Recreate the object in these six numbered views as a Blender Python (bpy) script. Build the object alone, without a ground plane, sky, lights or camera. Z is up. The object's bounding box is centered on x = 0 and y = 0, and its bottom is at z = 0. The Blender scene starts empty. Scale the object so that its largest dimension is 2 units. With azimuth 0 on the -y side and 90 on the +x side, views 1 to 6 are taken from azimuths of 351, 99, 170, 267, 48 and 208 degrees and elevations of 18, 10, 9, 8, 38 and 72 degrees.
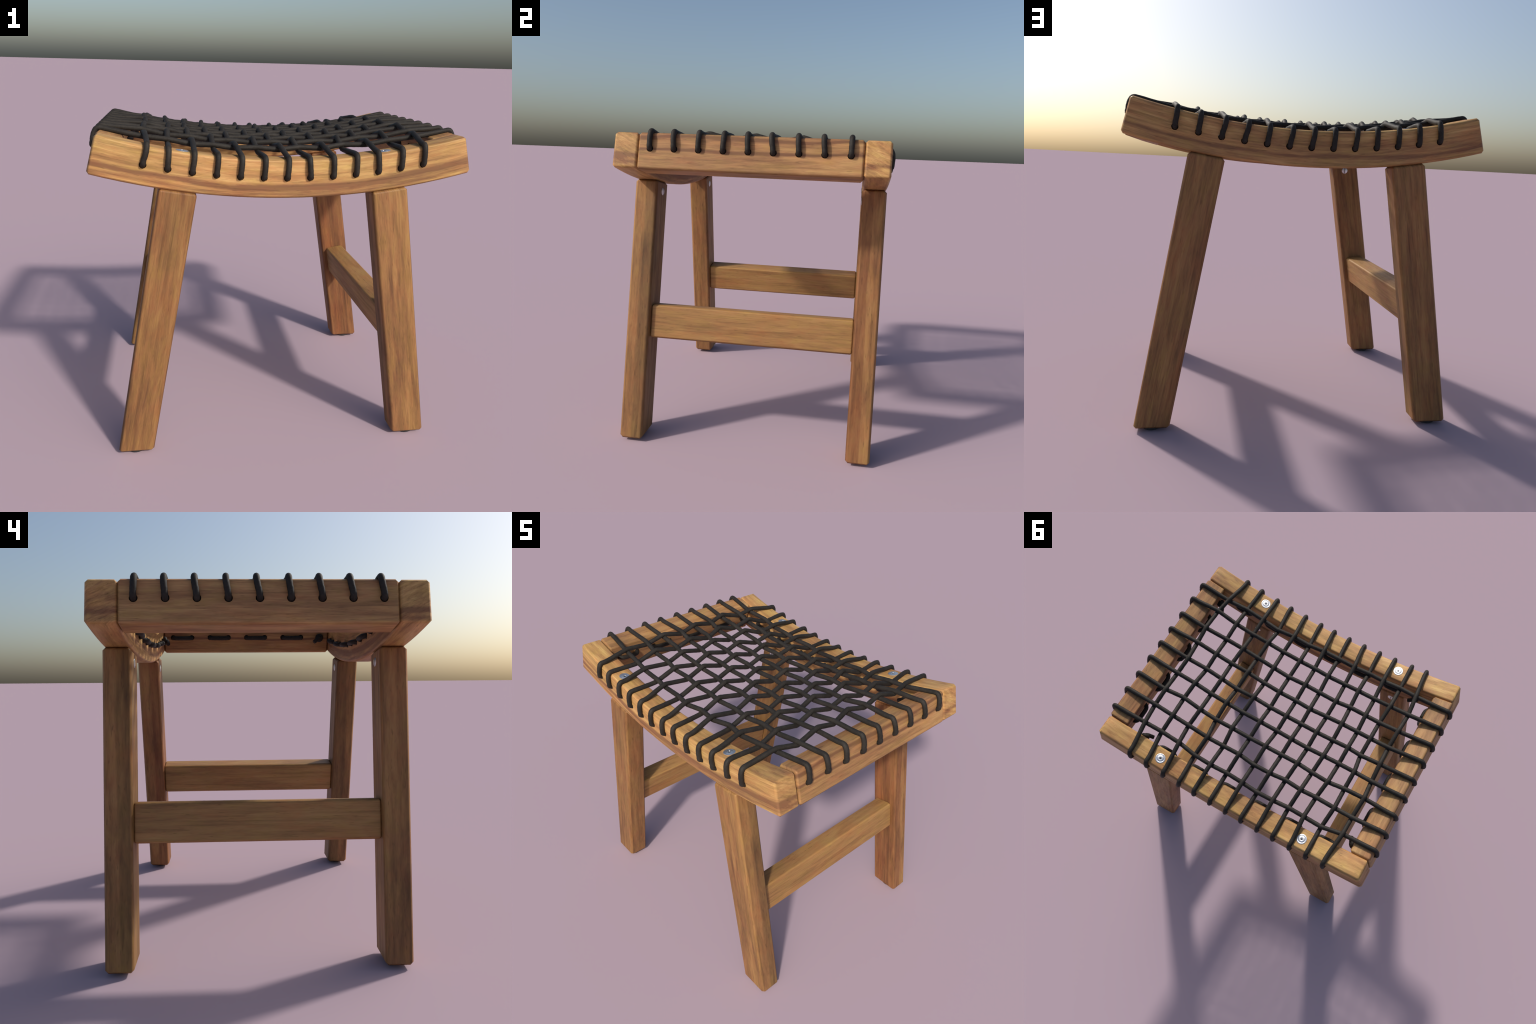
# Wooden stool with a curved saddle frame and a woven cord seat.
import bpy, bmesh, math, random
from mathutils import Vector, Matrix

rng = random.Random(7)
scene = bpy.context.scene

# ------------------------------------------------------------------ sizes
ARC_Z = 5.406            # centre height of the saddle arcs
R_BOT, R_TOP = 3.900, 3.702
ARC_HALF = math.radians(14.90)
Y_OUT, Y_IN = 0.746, 0.608          # long rail / leg thickness in y
CHAMFER = 0.0135
LEG_SLOPE = 0.1747                  # splay of the legs in x per metre of z
ROPE_R = 0.0146
N_CROSS, N_LONG = 13, 9             # cords along y, cords along x
CROSS_PITCH, LONG_PITCH = 0.1212, 0.1345
HOLE_R = 0.0185


def z_top(x):
    return ARC_Z - math.sqrt(R_TOP ** 2 - x * x)


def z_bot(x):
    return ARC_Z - math.sqrt(R_BOT ** 2 - x * x)


def z_hole(x):
    r = R_TOP + 0.092
    return ARC_Z - math.sqrt(r * r - x * x)


# -------------------------------------------------------------- materials
def nd(nt, kind, **kw):
    n = nt.nodes.new(kind)
    for k, v in kw.items():
        if k in n.inputs:
            n.inputs[k].default_value = v
        else:
            setattr(n, k, v)
    return n


def math_node(nt, op, a, b=None, c=None, clamp=False):
    n = nt.nodes.new("ShaderNodeMath")
    n.operation = op
    n.use_clamp = clamp
    for i, v in enumerate((a, b, c)):
        if v is None:
            continue
        if isinstance(v, (int, float)):
            n.inputs[i].default_value = v
        else:
            nt.links.new(v, n.inputs[i])
    return n.outputs[0]


def mix_col(nt, fac, a, b, mode="MIX"):
    n = nt.nodes.new("ShaderNodeMix")
    n.data_type = "RGBA"
    n.blend_type = mode
    for sock, v in ((n.inputs[0], fac), (n.inputs[6], a), (n.inputs[7], b)):
        if isinstance(v, (int, float)):
            sock.default_value = v
        elif isinstance(v, tuple):
            sock.default_value = (*v, 1.0)
        else:
            nt.links.new(v, sock)
    return n.outputs[2]


def ramp(nt, fac, stops):
    n = nt.nodes.new("ShaderNodeValToRGB")
    el = n.color_ramp.elements
    while len(el) > 1:
        el.remove(el[-1])
    for i, (p, c) in enumerate(stops):
        e = el[0] if i == 0 else el.new(p)
        e.position = p
        if isinstance(c, (int, float)):
            c = (c, c, c)
        e.color = (*c, 1.0)
    nt.links.new(fac, n.inputs[0])
    return n.outputs[0]


def noise(nt, vec, scale, detail=4.0, rough=0.55, distort=0.0):
    n = nd(nt, "ShaderNodeTexNoise", Scale=scale, Detail=detail, Roughness=rough, Distortion=distort)
    nt.links.new(vec, n.inputs["Vector"])
    return n.outputs[0]


def wood(name, offset, dark, mid, light, contrast=1.0, bend=0.0, laminate=None, bands=()):
    """Oiled hardwood, grain along local X.  `bend` straightens the grain of the
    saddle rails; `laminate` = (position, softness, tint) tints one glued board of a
    piece along local Y; `bands` = (z, half width, strength) are dark heartwood streaks."""
    m = bpy.data.materials.new(name)
    m.use_nodes = True
    nt = m.node_tree
    bsdf = nt.nodes["Principled BSDF"]
    tc = nt.nodes.new("ShaderNodeTexCoord")
    sep = nt.nodes.new("ShaderNodeSeparateXYZ")
    nt.links.new(tc.outputs["Object"], sep.inputs[0])
    x, y, z = sep.outputs
    if bend:
        z = math_node(nt, "SUBTRACT", z, math_node(nt, "MULTIPLY", math_node(nt, "MULTIPLY", x, x), bend))
    # growth rings lie slanted through the board: streaks on the faces, bands on the ends
    ring = math_node(nt, "ADD", z, math_node(nt, "MULTIPLY", y, 0.42))
    side = math_node(nt, "MULTIPLY", y, 0.30)
    comb = nt.nodes.new("ShaderNodeCombineXYZ")
    for i, s in enumerate((x, side, ring)):
        nt.links.new(math_node(nt, "ADD", s, offset * (1.0 + 0.37 * i)), comb.inputs[i])
    base = comb.outputs[0]

    def stretched(sx, sy, sz):
        mp = nd(nt, "ShaderNodeMapping", Scale=(sx, sy, sz))
        nt.links.new(base, mp.inputs["Vector"])
        return mp.outputs[0]

    broad = noise(nt, stretched(1.3, 15, 18), 1.0, 3.0, 0.55, 0.4)
    figure = noise(nt, stretched(4.2, 38, 44), 1.0, 5.0, 0.66, 0.5)
    fibre = noise(nt, stretched(9.0, 110, 140), 1.0, 4.0, 0.7)
    lines = noise(nt, stretched(3.4, 60, 85), 1.0, 3.0, 0.6)
    pores = noise(nt, stretched(18, 190, 230), 1.0, 2.0, 0.5)
    patch = noise(nt, stretched(2.4, 7, 7), 1.0, 4.0, 0.6)
    mottle = noise(nt, stretched(9, 30, 30), 1.0, 4.0, 0.6)
    c = lambda n, k: math_node(nt, "MULTIPLY", math_node(nt, "SUBTRACT", n, 0.5), k * contrast)
    t = math_node(nt, "ADD", math_node(nt, "ADD", c(broad, 0.75), c(figure, 0.65)), math_node(nt, "ADD", c(fibre, 0.40), 0.5))
    for zb, half, strength in bands:
        wob = noise(nt, stretched(1.4, 5, 5), 1.0, 2.0, 0.5)
        dz = math_node(nt, "ABSOLUTE", math_node(nt, "SUBTRACT", math_node(nt, "ADD", z, c(wob, 0.08)), zb))
        f = nd(nt, "ShaderNodeMapRange", **{"From Min": half, "From Max": 0.0, "To Max": strength})
        f.interpolation_type = "SMOOTHSTEP"
        nt.links.new(dz, f.inputs["Value"])
        t = math_node(nt, "SUBTRACT", t, math_node(nt, "MULTIPLY", f.outputs[0], math_node(nt, "ADD", broad, 0.35)))
    col = ramp(nt, t, [(0.24, dark), (0.40, tuple(0.45 * a + 0.55 * b for a, b in zip(dark, mid))), (0.52, mid), (0.72, light)])
    # reddish and grey-olive drift of the heartwood
    warm = ramp(nt, patch, [(0.30, (1.04, 0.90, 0.84)), (0.46, (1, 1, 1)), (0.58, (0.97, 1.0, 0.93)), (0.72, (0.80, 0.86, 0.86))])
    col = mix_col(nt, 0.85, col, warm, "MULTIPLY")
    blush = ramp(nt, mottle, [(0.34, (1.03, 0.93, 0.92)), (0.5, (1, 1, 1)), (0.66, (1.0, 1.05, 0.90))])
    col = mix_col(nt, 0.8, col, blush, "MULTIPLY")
    if laminate:
        pos, soft, tint = laminate
        wob = noise(nt, stretched(1.3, 6, 6), 1.0, 2.0, 0.5)
        yy = math_node(nt, "ADD", sep.outputs[1], math_node(nt, "MULTIPLY", math_node(nt, "SUBTRACT", wob, 0.5), 0.05))
        f = nd(nt, "ShaderNodeMapRange", **{"From Min": pos - soft, "From Max": pos + soft})
        nt.links.new(yy, f.inputs["Value"])
        tintc = mix_col(nt, 1.0, col, tint, "MULTIPLY")
        col = mix_col(nt, f.outputs[0], col, tintc)
    vein = ramp(nt, lines, [(0.30, 0.76), (0.42, 1.0)])
    col = mix_col(nt, 0.8 * contrast, col, vein, "MULTIPLY")
    long_lines = noise(nt, stretched(1.1, 46, 62), 1.0, 3.0, 0.6, 0.2)
    dark_vein = ramp(nt, long_lines, [(0.29, 0.70), (0.38, 0.90), (0.44, 1.0)])
    col = mix_col(nt, min(1.0, 0.95 * contrast), col, dark_vein, "MULTIPLY")
    fleck = ramp(nt, pores, [(0.27, 0.60), (0.36, 1.0)])
    col = mix_col(nt, 0.8, col, fleck, "MULTIPLY")
    nt.links.new(col, bsdf.inputs["Base Color"])
    rough = ramp(nt, figure, [(0.3, 0.62), (0.7, 0.50)])
    nt.links.new(rough, bsdf.inputs["Roughness"])
    bsdf.inputs["Specular IOR Level"].default_value = 0.28
    bump = nd(nt, "ShaderNodeBump", Strength=0.25, Distance=0.004)
    h = math_node(nt, "ADD", math_node(nt, "MULTIPLY", fibre, 0.6), math_node(nt, "MULTIPLY", figure, 0.6))
    nt.links.new(h, bump.inputs["Height"])
    nt.links.new(bump.outputs[0], bsdf.inputs["Normal"])
    return m


def cord_material():
    m = bpy.data.materials.new("braided_cord")
    m.use_nodes = True
    nt = m.node_tree
    bsdf = nt.nodes["Principled BSDF"]
    tc = nt.nodes.new("ShaderNodeTexCoord")
    big = noise(nt, tc.outputs["Object"], 14, 3, 0.6)
    fine = noise(nt, tc.outputs["Object"], 130, 2, 0.6)
    t = math_node(nt, "ADD", math_node(nt, "MULTIPLY", big, 0.6), math_node(nt, "MULTIPLY", fine, 0.4))
    col = ramp(nt, t, [(0.36, (0.017, 0.0145, 0.0120)), (0.52, (0.025, 0.0215, 0.0178)), (0.68, (0.036, 0.031, 0.0255))])
    nt.links.new(col, bsdf.inputs["Base Color"])
    bsdf.inputs["Roughness"].default_value = 0.65
    bsdf.inputs["Specular IOR Level"].default_value = 0.22
    bump = nd(nt, "ShaderNodeBump", Strength=0.25, Distance=0.003)
    nt.links.new(fine, bump.inputs["Height"])
    nt.links.new(bump.outputs[0], bsdf.inputs["Normal"])
    return m


def plain(name, col, rough, metal=0.0):
    m = bpy.data.materials.new(name)
    m.use_nodes = True
    nt = m.node_tree
    b = nt.nodes["Principled BSDF"]
    tc = nt.nodes.new("ShaderNodeTexCoord")
    n = noise(nt, tc.outputs["Object"], 60, 3, 0.6)
    c = ramp(nt, n, [(0.3, tuple(v * 0.88 for v in col)), (0.7, tuple(min(1, v * 1.08) for v in col))])
    nt.links.new(c, b.inputs["Base Color"])
    b.inputs["Roughness"].default_value = rough
    b.inputs["Metallic"].default_value = metal
    return m


RAIL = dict(dark=(0.24, 0.116, 0.054), mid=(0.46, 0.254, 0.096), light=(0.63, 0.385, 0.152))
SIDE = dict(dark=(0.20, 0.096, 0.047), mid=(0.375, 0.200, 0.084), light=(0.50, 0.288, 0.118))
LEG = dict(dark=(0.155, 0.074, 0.034), mid=(0.292, 0.144, 0.056), light=(0.385, 0.206, 0.077))
STR = dict(dark=(0.20, 0.100, 0.042), mid=(0.345, 0.184, 0.068), light=(0.42, 0.238, 0.089))

MAT_CORD = cord_material()
MAT_STEEL = plain("brushed_steel", (0.74, 0.75, 0.76), 0.38, 0.9)
MAT_SLOT = plain("screw_recess", (0.06, 0.06, 0.065), 0.5, 0.6)
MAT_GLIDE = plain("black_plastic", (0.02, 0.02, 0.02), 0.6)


# ---------------------------------------------------------------- helpers
def new_obj(name, mesh, parent, mat=None, loc=None):
    o = bpy.data.objects.new(name, mesh)
    scene.collection.objects.link(o)
    o.parent = parent
    if loc is not None:
        o.matrix_local = loc
    if mat and not mesh.materials:
        mesh.materials.append(mat)
    return o


def mesh_from_bm(bm, name):
    bmesh.ops.recalc_face_normals(bm, faces=bm.faces)
    me = bpy.data.meshes.new(name)
    bm.to_mesh(me)
    bm.free()
    return me


def bevel_sharp(bm, width, angle=40, segs=1):
    es = [e for e in bm.edges if len(e.link_faces) == 2 and e.calc_face_angle(0) > math.radians(angle)]
    bmesh.ops.bevel(bm, geom=es, offset=width, segments=segs, profile=0.5, affect="EDGES", clamp_overlap=True)


def finish_shading(me, angle=50):
    """smooth shading, sharp hole rims, normals weighted to the big faces"""
    bm = bmesh.new()
    bm.from_mesh(me)
    for f in bm.faces:
        f.smooth = True
    for e in bm.edges:
        e.smooth = not (len(e.link_faces) == 2 and e.calc_face_angle(0) > math.radians(angle))
    bm.to_mesh(me)
    bm.free()


def apply_modifiers(o):
    dg = bpy.context.evaluated_depsgraph_get()
    me = bpy.data.meshes.new_from_object(o.evaluated_get(dg))
    old = o.data
    me.name = old.name
    o.modifiers.clear()
    o.data = me
    return me


def drill(o, holes):
    """bore round holes: list of (start, end) in the local space of o"""
    bm = bmesh.new()
    for a, b in holes:
        a, b = Vector(a), Vector(b)
        d = b - a
        q = d.to_track_quat("Z", "Y").to_matrix().to_4x4()
        bmesh.ops.create_cone(bm, cap_ends=True, segments=20, radius1=HOLE_R, radius2=HOLE_R, depth=d.length,
                              matrix=Matrix.Translation((a + b) / 2) @ q)
    cut = bpy.data.objects.new("drill_bits", mesh_from_bm(bm, "drill_bits"))
    scene.collection.objects.link(cut)
    cut.matrix_world = o.matrix_world
    md = o.modifiers.new("holes", "BOOLEAN")
    md.operation, md.solver, md.object = "DIFFERENCE", "EXACT", cut
    bpy.context.view_layer.update()
    apply_modifiers(o)
    bpy.data.objects.remove(cut, do_unlink=True)


def weight_normals(o):
    md = o.modifiers.new("weighted", "WEIGHTED_NORMAL")
    md.keep_sharp = True
    md.weight = 80
    bpy.context.view_layer.update()
    apply_modifiers(o)


def smooth_path(pts, per=6):
    """Catmull-Rom curve through hand-set control points"""
    P = [Vector(p) for p in pts]
    P = [P[0] * 2 - P[1]] + P + [P[-1] * 2 - P[-2]]
    out = []
    for i in range(1, len(P) - 2):
        p0, p1, p2, p3 = P[i - 1:i + 3]
        t = [0.0]
        for a, b in ((p0, p1), (p1, p2), (p2, p3)):
            t.append(t[-1] + max((b - a).length, 1e-6) ** 0.5)
        n = max(2, min(per, int((p2 - p1).length / 0.008)))
        for k in range(n):
            s = t[1] + (t[2] - t[1]) * k / n
            a1 = p0.lerp(p1, (s - t[0]) / (t[1] - t[0]))
            a2 = p1.lerp(p2, (s - t[1]) / (t[2] - t[1]))
            a3 = p2.lerp(p3, (s - t[2]) / (t[3] - t[2]))
            b1 = a1.lerp(a2, (s - t[0]) / (t[2] - t[0]))
            b2 = a2.lerp(a3, (s - t[1]) / (t[3] - t[1]))
            out.append(b1.lerp(b2, (s - t[1]) / (t[2] - t[1])))
    out.append(P[-2])
    return out


def tube(bm, pts, radius, sides=12):
    n = len(pts)
    tang = [(pts[min(i + 1, n - 1)] - pts[max(i - 1, 0)]).normalized() for i in range(n)]
    u = tang[0].orthogonal().normalized()
    rings = []
    for i in range(n):
        if i:
            u = tang[i - 1].rotation_difference(tang[i]) @ u
        u = (u - tang[i] * u.dot(tang[i])).normalized()
        v = tang[i].cross(u)
        r = radius * (1 + 0.03 * math.sin(i * 2.3))
        rings.append([bm.verts.new(pts[i] + (u * math.cos(a) + v * math.sin(a)) * r)
                      for a in (math.tau * k / sides for k in range(sides))])
    for a, b in zip(rings, rings[1:]):
        for k in range(sides):
            bm.faces.new((a[k], a[(k + 1) % sides], b[(k + 1) % sides], b[k]))
    bm.faces.new(rings[0][::-1])
    bm.faces.new(rings[-1])


def cord(name, pts, parent, radius=ROPE_R, per=6):
    bm = bmesh.new()
    tube(bm, smooth_path(pts, per), radius)
    me = mesh_from_bm(bm, name)
    finish_shading(me, 60)
    return new_obj(name, me, parent, MAT_CORD)


def lathe(profile, segs=32):
    """revolve (radius, height) pairs about local Z"""
    bm = bmesh.new()
    rings = []
    for r, h in profile:
        if r < 1e-6:
            rings.append([bm.verts.new((0, 0, h))])
        else:
            rings.append([bm.verts.new((r * math.cos(math.tau * k / segs), r * math.sin(math.tau * k / segs), h))
                          for k in range(segs)])
    for a, b in zip(rings, rings[1:]):
        for k in range(segs):
            k2 = (k + 1) % segs
            if len(a) == 1:
                bm.faces.new((a[0], b[k], b[k2]))
            elif len(b) == 1:
                bm.faces.new((a[k], a[k2], b[0]))
            else:
                bm.faces.new((a[k], a[k2], b[k2], b[k]))
    return bm


# ------------------------------------------------------------------- root
stool = bpy.data.objects.new("wooden_stool", None)
scene.collection.objects.link(stool)
stool["label"] = "wooden stool with curved saddle frame and woven black cord seat"
stool["category"] = "stool"

cross_x = [(i - (N_CROSS - 1) / 2) * CROSS_PITCH for i in range(N_CROSS)]     # cords along y
long_y = [(j - (N_LONG - 1) / 2) * LONG_PITCH for j in range(N_LONG)]         # cords along x

# -------------------------------------------------------------- long rails
rails = {}
for sy in (-1, 1):
    bm = bmesh.new()
    SEG = 24
    rows = []
    for k in range(SEG + 1):
        a = ARC_HALF * (2 * k / SEG - 1)
        s, c = math.sin(a), math.cos(a)
        rows.append([bm.verts.new((R_TOP * s, Y_OUT, ARC_Z - R_TOP * c)), bm.verts.new((R_TOP * s, Y_IN, ARC_Z - R_TOP * c)),
                     bm.verts.new((R_BOT * s, Y_IN, ARC_Z - R_BOT * c)), bm.verts.new((R_BOT * s, Y_OUT, ARC_Z - R_BOT * c))])
    for v in bm.verts:
        v.co.y *= sy
    for p, q in zip(rows, rows[1:]):
        for k in range(4):
            bm.faces.new((p[k], p[(k + 1) % 4], q[(k + 1) % 4], q[k]))
    bm.faces.new(rows[0])
    bm.faces.new(rows[-1][::-1])
    bmesh.ops.recalc_face_normals(bm, faces=bm.faces)
    bevel_sharp(bm, CHAMFER)
    me = mesh_from_bm(bm, "long_rail")
    mat = wood("rail_wood" if sy < 0 else "rail_wood_far", 3.1 if sy < 0 else 9.7, **RAIL, bend=0.130, bands=[(1.568, 0.030, 0.42), (1.530, 0.022, 0.25)] if sy < 0 else [(1.56, 0.02, 0.3)])
    o = new_obj("long_rail", me, stool, mat)
    bpy.context.view_layer.update()
    drill(o, [((x, sy * (Y_IN - 0.05), z_hole(x)), (x, sy * (Y_OUT + 0.05), z_hole(x))) for x in cross_x])
    finish_shading(o.data)
    weight_normals(o)
    rails[sy] = o

# -------------------------------------------------------------- side rails
# plain boards that butt between the long rails, tipped with the ends of the arc
TIP = math.radians(13.2)         # a touch more upright than the rail ends
SIDE_T = 0.136
side_frames = {}
for sx in (-1, 1):
    n = Vector((math.cos(TIP) * sx, 0, math.sin(TIP)))          # outward
    up = Vector((-math.sin(TIP) * sx, 0, math.cos(TIP)))
    foot = Vector((1.0025 * sx, 0, ARC_Z - R_BOT * math.cos(ARC_HALF)))
    end_mid = foot + up * (R_BOT - R_TOP) / 2
    centre = end_mid - n * (SIDE_T / 2 + 0.001) - up * 0.002
    side_frames[sx] = (n, up, end_mid - n * 0.001)
    h = (R_BOT - R_TOP) / 2 + 0.002
    bm = bmesh.new()
    bmesh.ops.create_cube(bm, size=2.0, matrix=Matrix.Diagonal((Y_IN - 0.001, SIDE_T / 2, h, 1)))
    bmesh.ops.recalc_face_normals(bm, faces=bm.faces)
    bevel_sharp(bm, CHAMFER)
    me = mesh_from_bm(bm, "side_rail")
    # local X runs along the board (world y), local Y outward, local Z up
    M = Matrix.Identity(4)
    ax = n.cross(up) * 1.0
    ax = Vector((0, 1, 0)) if (Vector((0, 1, 0)).cross(n)).dot(up) > 0 else Vector((0, -1, 0))
    for r in range(3):
        M[r][0], M[r][1], M[r][2], M[r][3] = ax[r], n[r], up[r], centre[r]
    mat = wood("side_rail_wood" if sx < 0 else "side_rail_wood_far", 5.3 if sx < 0 else 12.9, **SIDE, bands=[(0.072, 0.018, 0.4), (0.005, 0.014, 0.4)] if sx > 0 else ())
    o = new_obj("side_rail", me, stool, mat, M)
    bpy.context.view_layer.update()
    zl = h - 0.089
    drill(o, [((y, -SIDE_T, zl), (y, SIDE_T, zl)) for y in long_y])
    finish_shading(o.data)
    weight_normals(o)

# -------------------------------------------------------------------- legs
SCREW = lathe([(0.0225, -0.004), (0.0225, 0.0012), (0.0205, 0.0026), (0.0, 0.0030)])
screw_mesh = mesh_from_bm(SCREW, "screw_head")
finish_shading(screw_mesh, 40)
slot_bm = bmesh.new()
bmesh.ops.create_cube(slot_bm, size=1.0, matrix=Matrix.Translation((0, 0, 0.0018)) @ Matrix.Diagonal((0.0045, 0.040, 0.0036, 1)))
slot_mesh = mesh_from_bm(slot_bm, "screw_slot")
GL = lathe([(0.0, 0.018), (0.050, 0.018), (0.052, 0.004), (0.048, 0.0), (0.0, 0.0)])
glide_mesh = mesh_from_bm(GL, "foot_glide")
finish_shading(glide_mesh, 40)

FOOT_Z = 0.0145
leg_len = math.sqrt(1 + LEG_SLOPE ** 2)
leg_tints = {(-1, -1): (0.002, 0.012, (0.90, 0.88, 0.88)), (1, -1): (0.004, -0.006, (0.70, 0.74, 0.76)),
             (-1, 1): (0.0, -0.006, (0.80, 0.84, 0.78)), (1, 1): (0.0, -0.004, (0.76, 0.66, 0.70))}
for sx in (-1, 1):
    for sy in (-1, 1):
        # outline in the xz plane: splayed parallelogram, cut to the rail arc and to the floor
        def leg_x(x0, z):
            return x0 + (1.539 - z) * LEG_SLOPE
        outline = []
        for x0, zc in ((0.660, z_bot(0.656)), (0.460, z_bot(0.456))):
            outline.append((leg_x(x0, zc - 0.0005), zc - 0.0005))
        for x0 in (0.460, 0.660):
            outline.append((leg_x(x0, FOOT_Z), FOOT_Z))
        bm = bmesh.new()
        rows = [[bm.verts.new((sx * x, sy * y, z)) for x, z in outline] for y in (Y_IN, Y_OUT)]
        for k in range(4):
            bm.faces.new((rows[0][k], rows[0][(k + 1) % 4], rows[1][(k + 1) % 4], rows[1][k]))
        bm.faces.new(rows[0])
        bm.faces.new(rows[1][::-1])
        bmesh.ops.recalc_face_normals(bm, faces=bm.faces)
        bevel_sharp(bm, CHAMFER * 1.15)
        # local frame: X down the leg (grain), Y outward in y, Z across
        down = Vector((sx * LEG_SLOPE, 0, -1)).normalized()
        yv = Vector((0, sy, 0))
        M = Matrix.Identity(4)
        zv = down.cross(yv)
        org = Vector((sx * leg_x(0.56, 0.8), sy * (Y_IN + Y_OUT) / 2, 0.8))
        for r in range(3):
            M[r][0], M[r][1], M[r][2], M[r][3] = down[r], yv[r], zv[r], org[r]
        bm.transform(M.inverted())
        me = mesh_from_bm(bm, "leg")
        finish_shading(me)
        mat = wood("leg_wood", 20.0 + 4.3 * sx + 1.9 * sy, **LEG, laminate=leg_tints[(sx, sy)])
        leg = new_obj("leg", me, stool, mat, M)
        bpy.context.view_layer.update()
        weight_normals(leg)
        # screw on the inner face near the top, flat black disc under the foot
        W = Matrix.Translation((sx * 0.564, sy * Y_IN, 1.484)) @ Matrix.Rotation(sy * math.pi / 2, 4, "X")
        new_obj("screw", screw_mesh, leg, MAT_STEEL, M.inverted() @ W)
        new_obj("screw_slot", slot_mesh, leg, MAT_SLOT, M.inverted() @ W)
        W = Matrix.Translation((sx * leg_x(0.56, 0.01), sy * (Y_IN + Y_OUT) / 2, 0))
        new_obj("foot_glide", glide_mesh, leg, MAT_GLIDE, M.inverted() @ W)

# -------------------------------------------------------------- stretchers
for sx in (-1, 1):
    th = math.atan(LEG_SLOPE)
    bm = bmesh.new()
    bmesh.ops.create_cube(bm, size=2.0, matrix=Matrix.Diagonal((Y_IN + 0.004, 0.0655, 0.1005, 1)))
    bmesh.ops.recalc_face_normals(bm, faces=bm.faces)
    bevel_sharp(bm, CHAMFER)
    me = mesh_from_bm(bm, "stretcher")
    finish_shading(me)
    n = Vector((sx * math.cos(th), 0, math.sin(th)))
    up = Vector((-sx * math.sin(th), 0, math.cos(th)))
    ax = Vector((0, 1, 0)) if (Vector((0, 1, 0)).cross(n)).dot(up) > 0 else Vector((0, -1, 0))
    M = Matrix.Identity(4)
    c = Vector((sx * 0.704, 0, 0.7035))
    for r in range(3):
        M[r][0], M[r][1], M[r][2], M[r][3] = ax[r], n[r], up[r], c[r]
    o = new_obj("stretcher", me, stool, wood("stretcher_wood", 31.7 + 3.3 * sx, **STR, contrast=0.8), M)
    bpy.context.view_layer.update()
    weight_normals(o)

# ------------------------------------------------------------------- bolts
bolt_bm = lathe([(0.033, -0.006), (0.033, 0.0012), (0.0318, 0.0020), (0.0250, 0.0022), (0.0240, 0.0014), (0.0225, 0.0014),
                 (0.0215, 0.0024), (0.0110, 0.0030), (0.0088, 0.0026), (0.0080, 0.0012), (0.0, 0.0012)])
bolt_mesh = mesh_from_bm(bolt_bm, "bolt")
finish_shading(bolt_mesh, 50)
socket_bm = lathe([(0.0075, 0.0012), (0.0070, 0.0020), (0.0, 0.0020)], 6)
socket_mesh = mesh_from_bm(socket_bm, "bolt_socket")
for sx in (-1, 1):
    for sy in (-1, 1):
        x = sx * 0.531
        slope = math.asin(x / R_TOP)
        W = Matrix.Translation((x, sy * 0.680, z_top(x))) @ Matrix.Rotation(-slope, 4, "Y")
        new_obj("bolt", bolt_mesh, rails[sy], MAT_STEEL, W)
        new_obj("bolt_socket", socket_mesh, rails[sy], MAT_SLOT, W)


# -------------------------------------------------------------- woven cords
def weave_z(x, y):
    """height of the middle of the weave: follows the saddle, a little proud of it"""
    return 1.754 + 0.110 * x * x + 0.015 * x ** 4 - (0.017 if y < 0 else 0.023) * (abs(y) / 0.54) ** 3


# How the hand-laced cords wander off the even grid, in millimetres.  One row per
# cross cord, one entry per lengthwise cord it meets: sideways drift of the cross cord ...
DRIFT_X = [[7, -10, -3, 1, -2, -10, -19, -11, -10],
           [3, 1, 11, 10, 12, -5, -4, -8, 6],
           [8, -2, -7, -13, -14, -13, -11, 7, 12],
           [0, -3, -10, -20, -22, -23, -11, -7, 5],
           [-12, -18, -29, -24, -25, -23, -22, -7, -6],
           [-6, -13, -18, -26, -24, -26, -19, -19, -8],
           [-14, -21, -32, -30, -36, -29, -24, -16, -17],
           [-21, -33, -23, -31, -26, -28, -20, -24, -12],
           [-22, -13, -27, -20, -23, -8, -13, -19, -19],
           [-18, -18, -6, -15, -6, -9, -3, -27, -9],
           [-15, -8, -18, 0, -14, 0, -10, 9, -9],
           [8, -2, 3, -9, -1, -3, 14, 0, 14],
           [17, 43, 32, 31, 9, 22, 14, 26, 7]]
# ... and of the lengthwise cord at the same crossing
DRIFT_Y = [[-1, 20, 22, 25, 17, 16, 1, 13, -3],
           [-10, 11, 24, 16, 21, 4, 3, 7, 19],
           [-14, 13, 14, 15, 7, 3, 10, 2, 11],
           [-16, 4, 12, 8, 11, -1, 4, 3, 9],
           [-17, 8, 16, 14, 8, 4, -9, -5, 14],
           [-18, 5, 15, 16, 9, -2, -6, 3, 19],
           [-24, 3, 8, 13, 6, -2, -8, 7, 10],
           [-6, 0, 18, 11, 9, -5, -3, -8, 7],
           [-14, 3, 8, 9, 1, 0, -5, -2, 11],
           [6, -4, 4, -2, 10, -4, 2, -1, 10],
           [-9, 1, -3, 4, 0, -2, -5, -4, -9],
           [-11, -6, 3, -1, -3, -10, -15, -8, -11],
           [0, -15, 8, 0, 0, -4, -1, -8, -8]]
# lean of each wrap between its hole and the top edge of the rail
LEAN_BACK = [8, 6, 1, 2, -6, -4, -12, -15, -12, -20, -21, -12, -12]
LEAN_FRONT = [23, 7, 12, 8, 7, 5, 4, -8, -3, -2, -9, -1, -3]
LEAN_RIGHT = [1, -5, 1, 3, -5, -12, -6, -8, 1]
LEAN_LEFT = [12, 14, 13, 10, 14, 11, 11, 6, -3]


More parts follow.
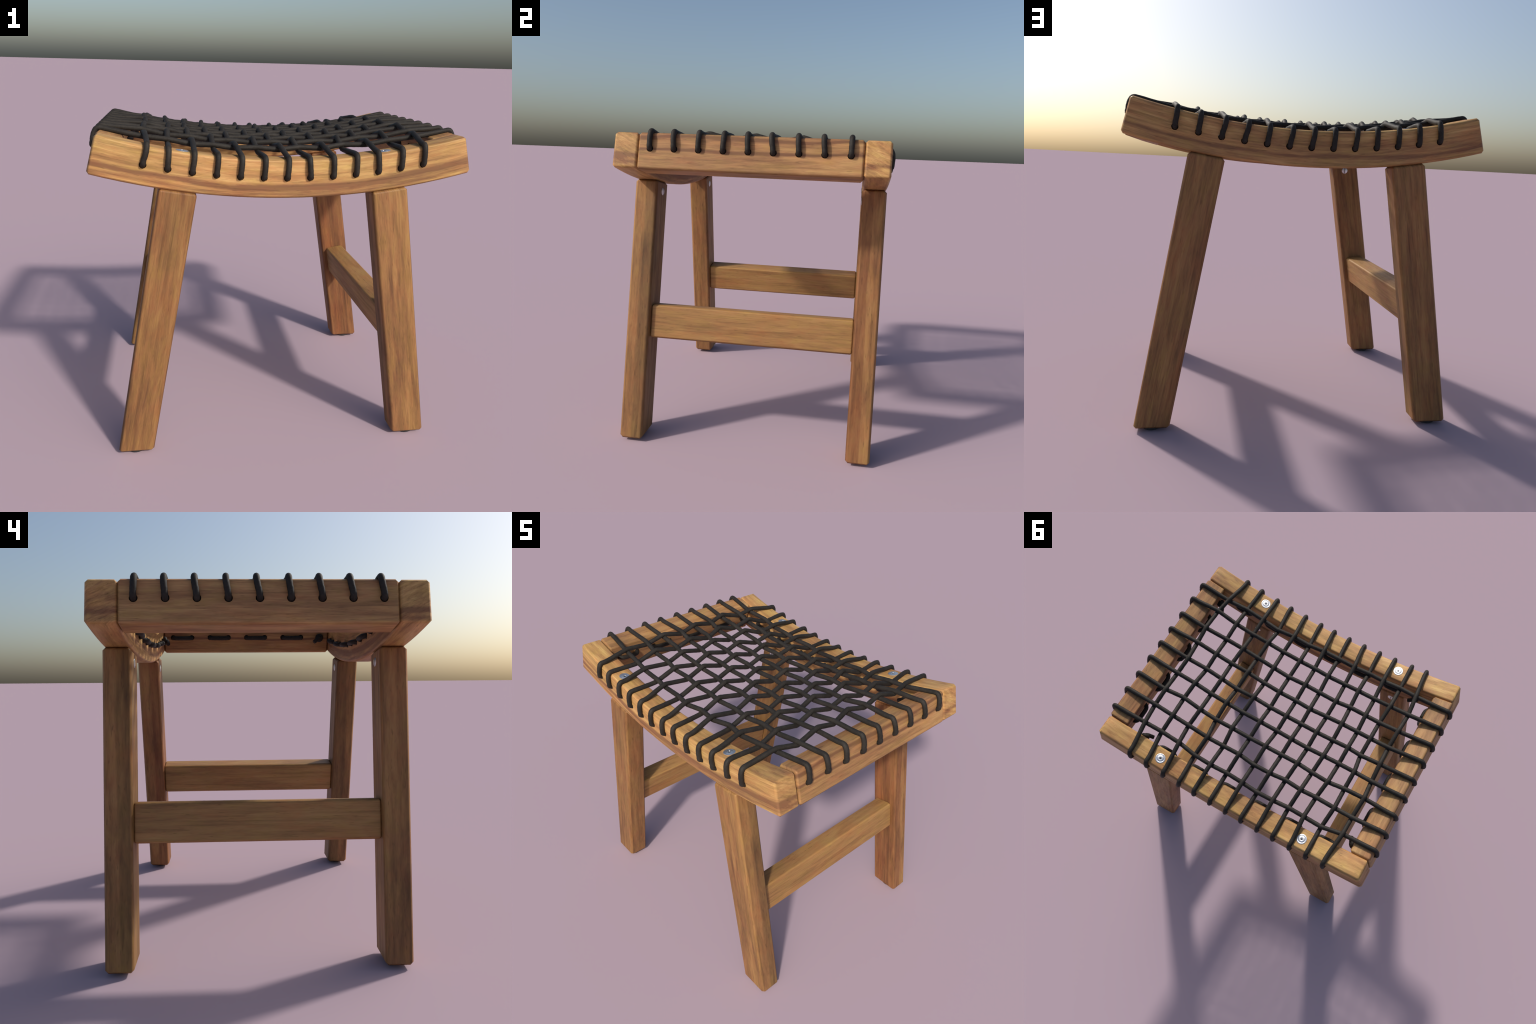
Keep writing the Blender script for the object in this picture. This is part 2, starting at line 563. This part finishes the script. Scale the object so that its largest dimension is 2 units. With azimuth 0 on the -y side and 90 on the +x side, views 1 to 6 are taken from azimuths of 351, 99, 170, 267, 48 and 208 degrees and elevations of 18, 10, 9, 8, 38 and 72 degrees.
def crossing(i, j, which):
    """centre of cord `which` at crossing i,j: the cross cords ride over and under
    the lengthwise ones, which are pulled nearly straight"""
    x, y = cross_x[i] + DRIFT_X[i][j] / 1000, long_y[j] + DRIFT_Y[i][j] / 1000
    up = 1 if (i + j) % 2 == 0 else -1
    return Vector((x, y, weave_z(x, y) + up * (0.0195 - 0.003 * min(1, (x / 0.73) ** 4) if which == "cross" else -0.0042)))


def taut(nodes, grip=0.14):
    """straight spans with short bends at the crossings"""
    out = []
    for k, p in enumerate(nodes):
        if k:
            out.append(p.lerp(nodes[k - 1], grip) + Vector((0, 0, 0.10 * grip * (p.z - nodes[k - 1].z))))
        out.append(p)
        if k < len(nodes) - 1:
            out.append(p.lerp(nodes[k + 1], grip) + Vector((0, 0, 0.10 * grip * (p.z - nodes[k + 1].z))))
    return out


def wrap_side(g, lean, drop):
    """cord from inside the hole, out, up the face and over the top edge.
    g(out, up, side): out of the face, up from the top edge, sideways lean"""
    R = ROPE_R
    return [g(-0.116, -drop, 0), g(-0.030, -drop, 0), g(0.000, -drop, 0), g(R * 0.75, -drop + 0.006, lean * 0.08),
            g(R - 0.002, -drop + 0.026, lean * 0.25), g(R, -drop * 0.5, lean * 0.6), g(R - 0.003, -0.012, lean * 0.95),
            g(0.002, R * 0.42, lean), g(-0.012, R - 0.005, lean), g(-0.034, R - 0.004, lean)]


for i in range(N_CROSS):
    x = cross_x[i]
    zt = z_top(x)
    ends = {}
    for sy, lean in ((-1, LEAN_FRONT[i]), (1, LEAN_BACK[i])):
        ends[sy] = wrap_side(lambda o, u, d: Vector((x + d, sy * (Y_OUT + o), zt + u)), lean / 1000, zt - z_hole(x))
    pts = ends[-1] + taut([crossing(i, j, "cross") for j in range(N_LONG)]) + ends[1][::-1]
    cord("cord", pts, stool)

for j in range(N_LONG):
    y = long_y[j]
    ends = {}
    for sx, lean in ((-1, LEAN_LEFT[j]), (1, LEAN_RIGHT[j])):
        n, up, mid = side_frames[sx]
        top = mid + up * (R_BOT - R_TOP) / 2
        ends[sx] = wrap_side(lambda o, u, d: top + n * o + up * u + Vector((0, y + d, 0)), lean / 1000, 0.089)
    pts = ends[-1] + taut([crossing(i, j, "long") for i in range(N_CROSS)]) + ends[1][::-1]
    cord("cord", pts, stool)

# cord loops on the inner faces, and a knot where each cord ends
def loop(p, q, inward, name="cord_loop"):
    p, q, n = Vector(p), Vector(q), Vector(inward)
    t = (q - p).normalized()
    cord(name, [p - n * 0.05, p - n * 0.008, p + n * 0.010 + t * 0.004, p + n * 0.019 + t * 0.022, (p + q) / 2 + n * 0.021,
                q + n * 0.019 - t * 0.022, q + n * 0.010 - t * 0.004, q - n * 0.008, q - n * 0.05], stool)


def knot(p, inward, along):
    """overhand stopper knot with a short tail"""
    p, n, a = Vector(p), Vector(inward).normalized(), Vector(along).normalized()
    b = n.cross(a)
    pts = [p - n * 0.05, p - n * 0.005]
    for k in range(11):
        ang = math.tau * 1.35 * k / 10
        pts.append(p + n * (0.012 + 0.016 * k / 10) + (a * math.cos(ang) + b * math.sin(ang)) * 0.0165)
    pts += [p + n * 0.034 + a * 0.004, p + n * 0.042 + a * 0.024 - Vector((0, 0, 0.014)),
            p + n * 0.048 + a * 0.044 - Vector((0, 0, 0.026))]
    cord("cord_knot", pts, stool, radius=0.0138, per=5)


for sy, pairs, last, dirn in ((1, [(10, 11), (8, 9), (6, 7), (4, 5), (2, 3), (0, 1)], 12, -1),
                              (-1, [(11, 12), (9, 10), (7, 8), (5, 6), (3, 4), (1, 2)], 0, 1)):
    for a, b in pairs:
        xa, xb = cross_x[a], cross_x[b]
        loop((xa, sy * Y_IN, z_hole(xa)), (xb, sy * Y_IN, z_hole(xb)), (0, -sy, 0))
    x = cross_x[last]
    knot((x, sy * Y_IN, z_hole(x)), (0, -sy, 0), (dirn, 0, 0))

for sx, pairs, last, dirn in ((1, [(1, 2), (3, 4), (5, 6), (7, 8)], 0, 1), (-1, [(0, 1), (2, 3), (4, 5), (6, 7)], 8, -1)):
    n, up, mid = side_frames[sx]
    hz = (R_BOT - R_TOP) / 2 - 0.090
    f = lambda y: mid - n * SIDE_T + up * hz + Vector((0, y, 0))
    for a, b in pairs:
        loop(f(long_y[a]), f(long_y[b]), -n)
    knot(f(long_y[last]), -n, (0, dirn, 0))
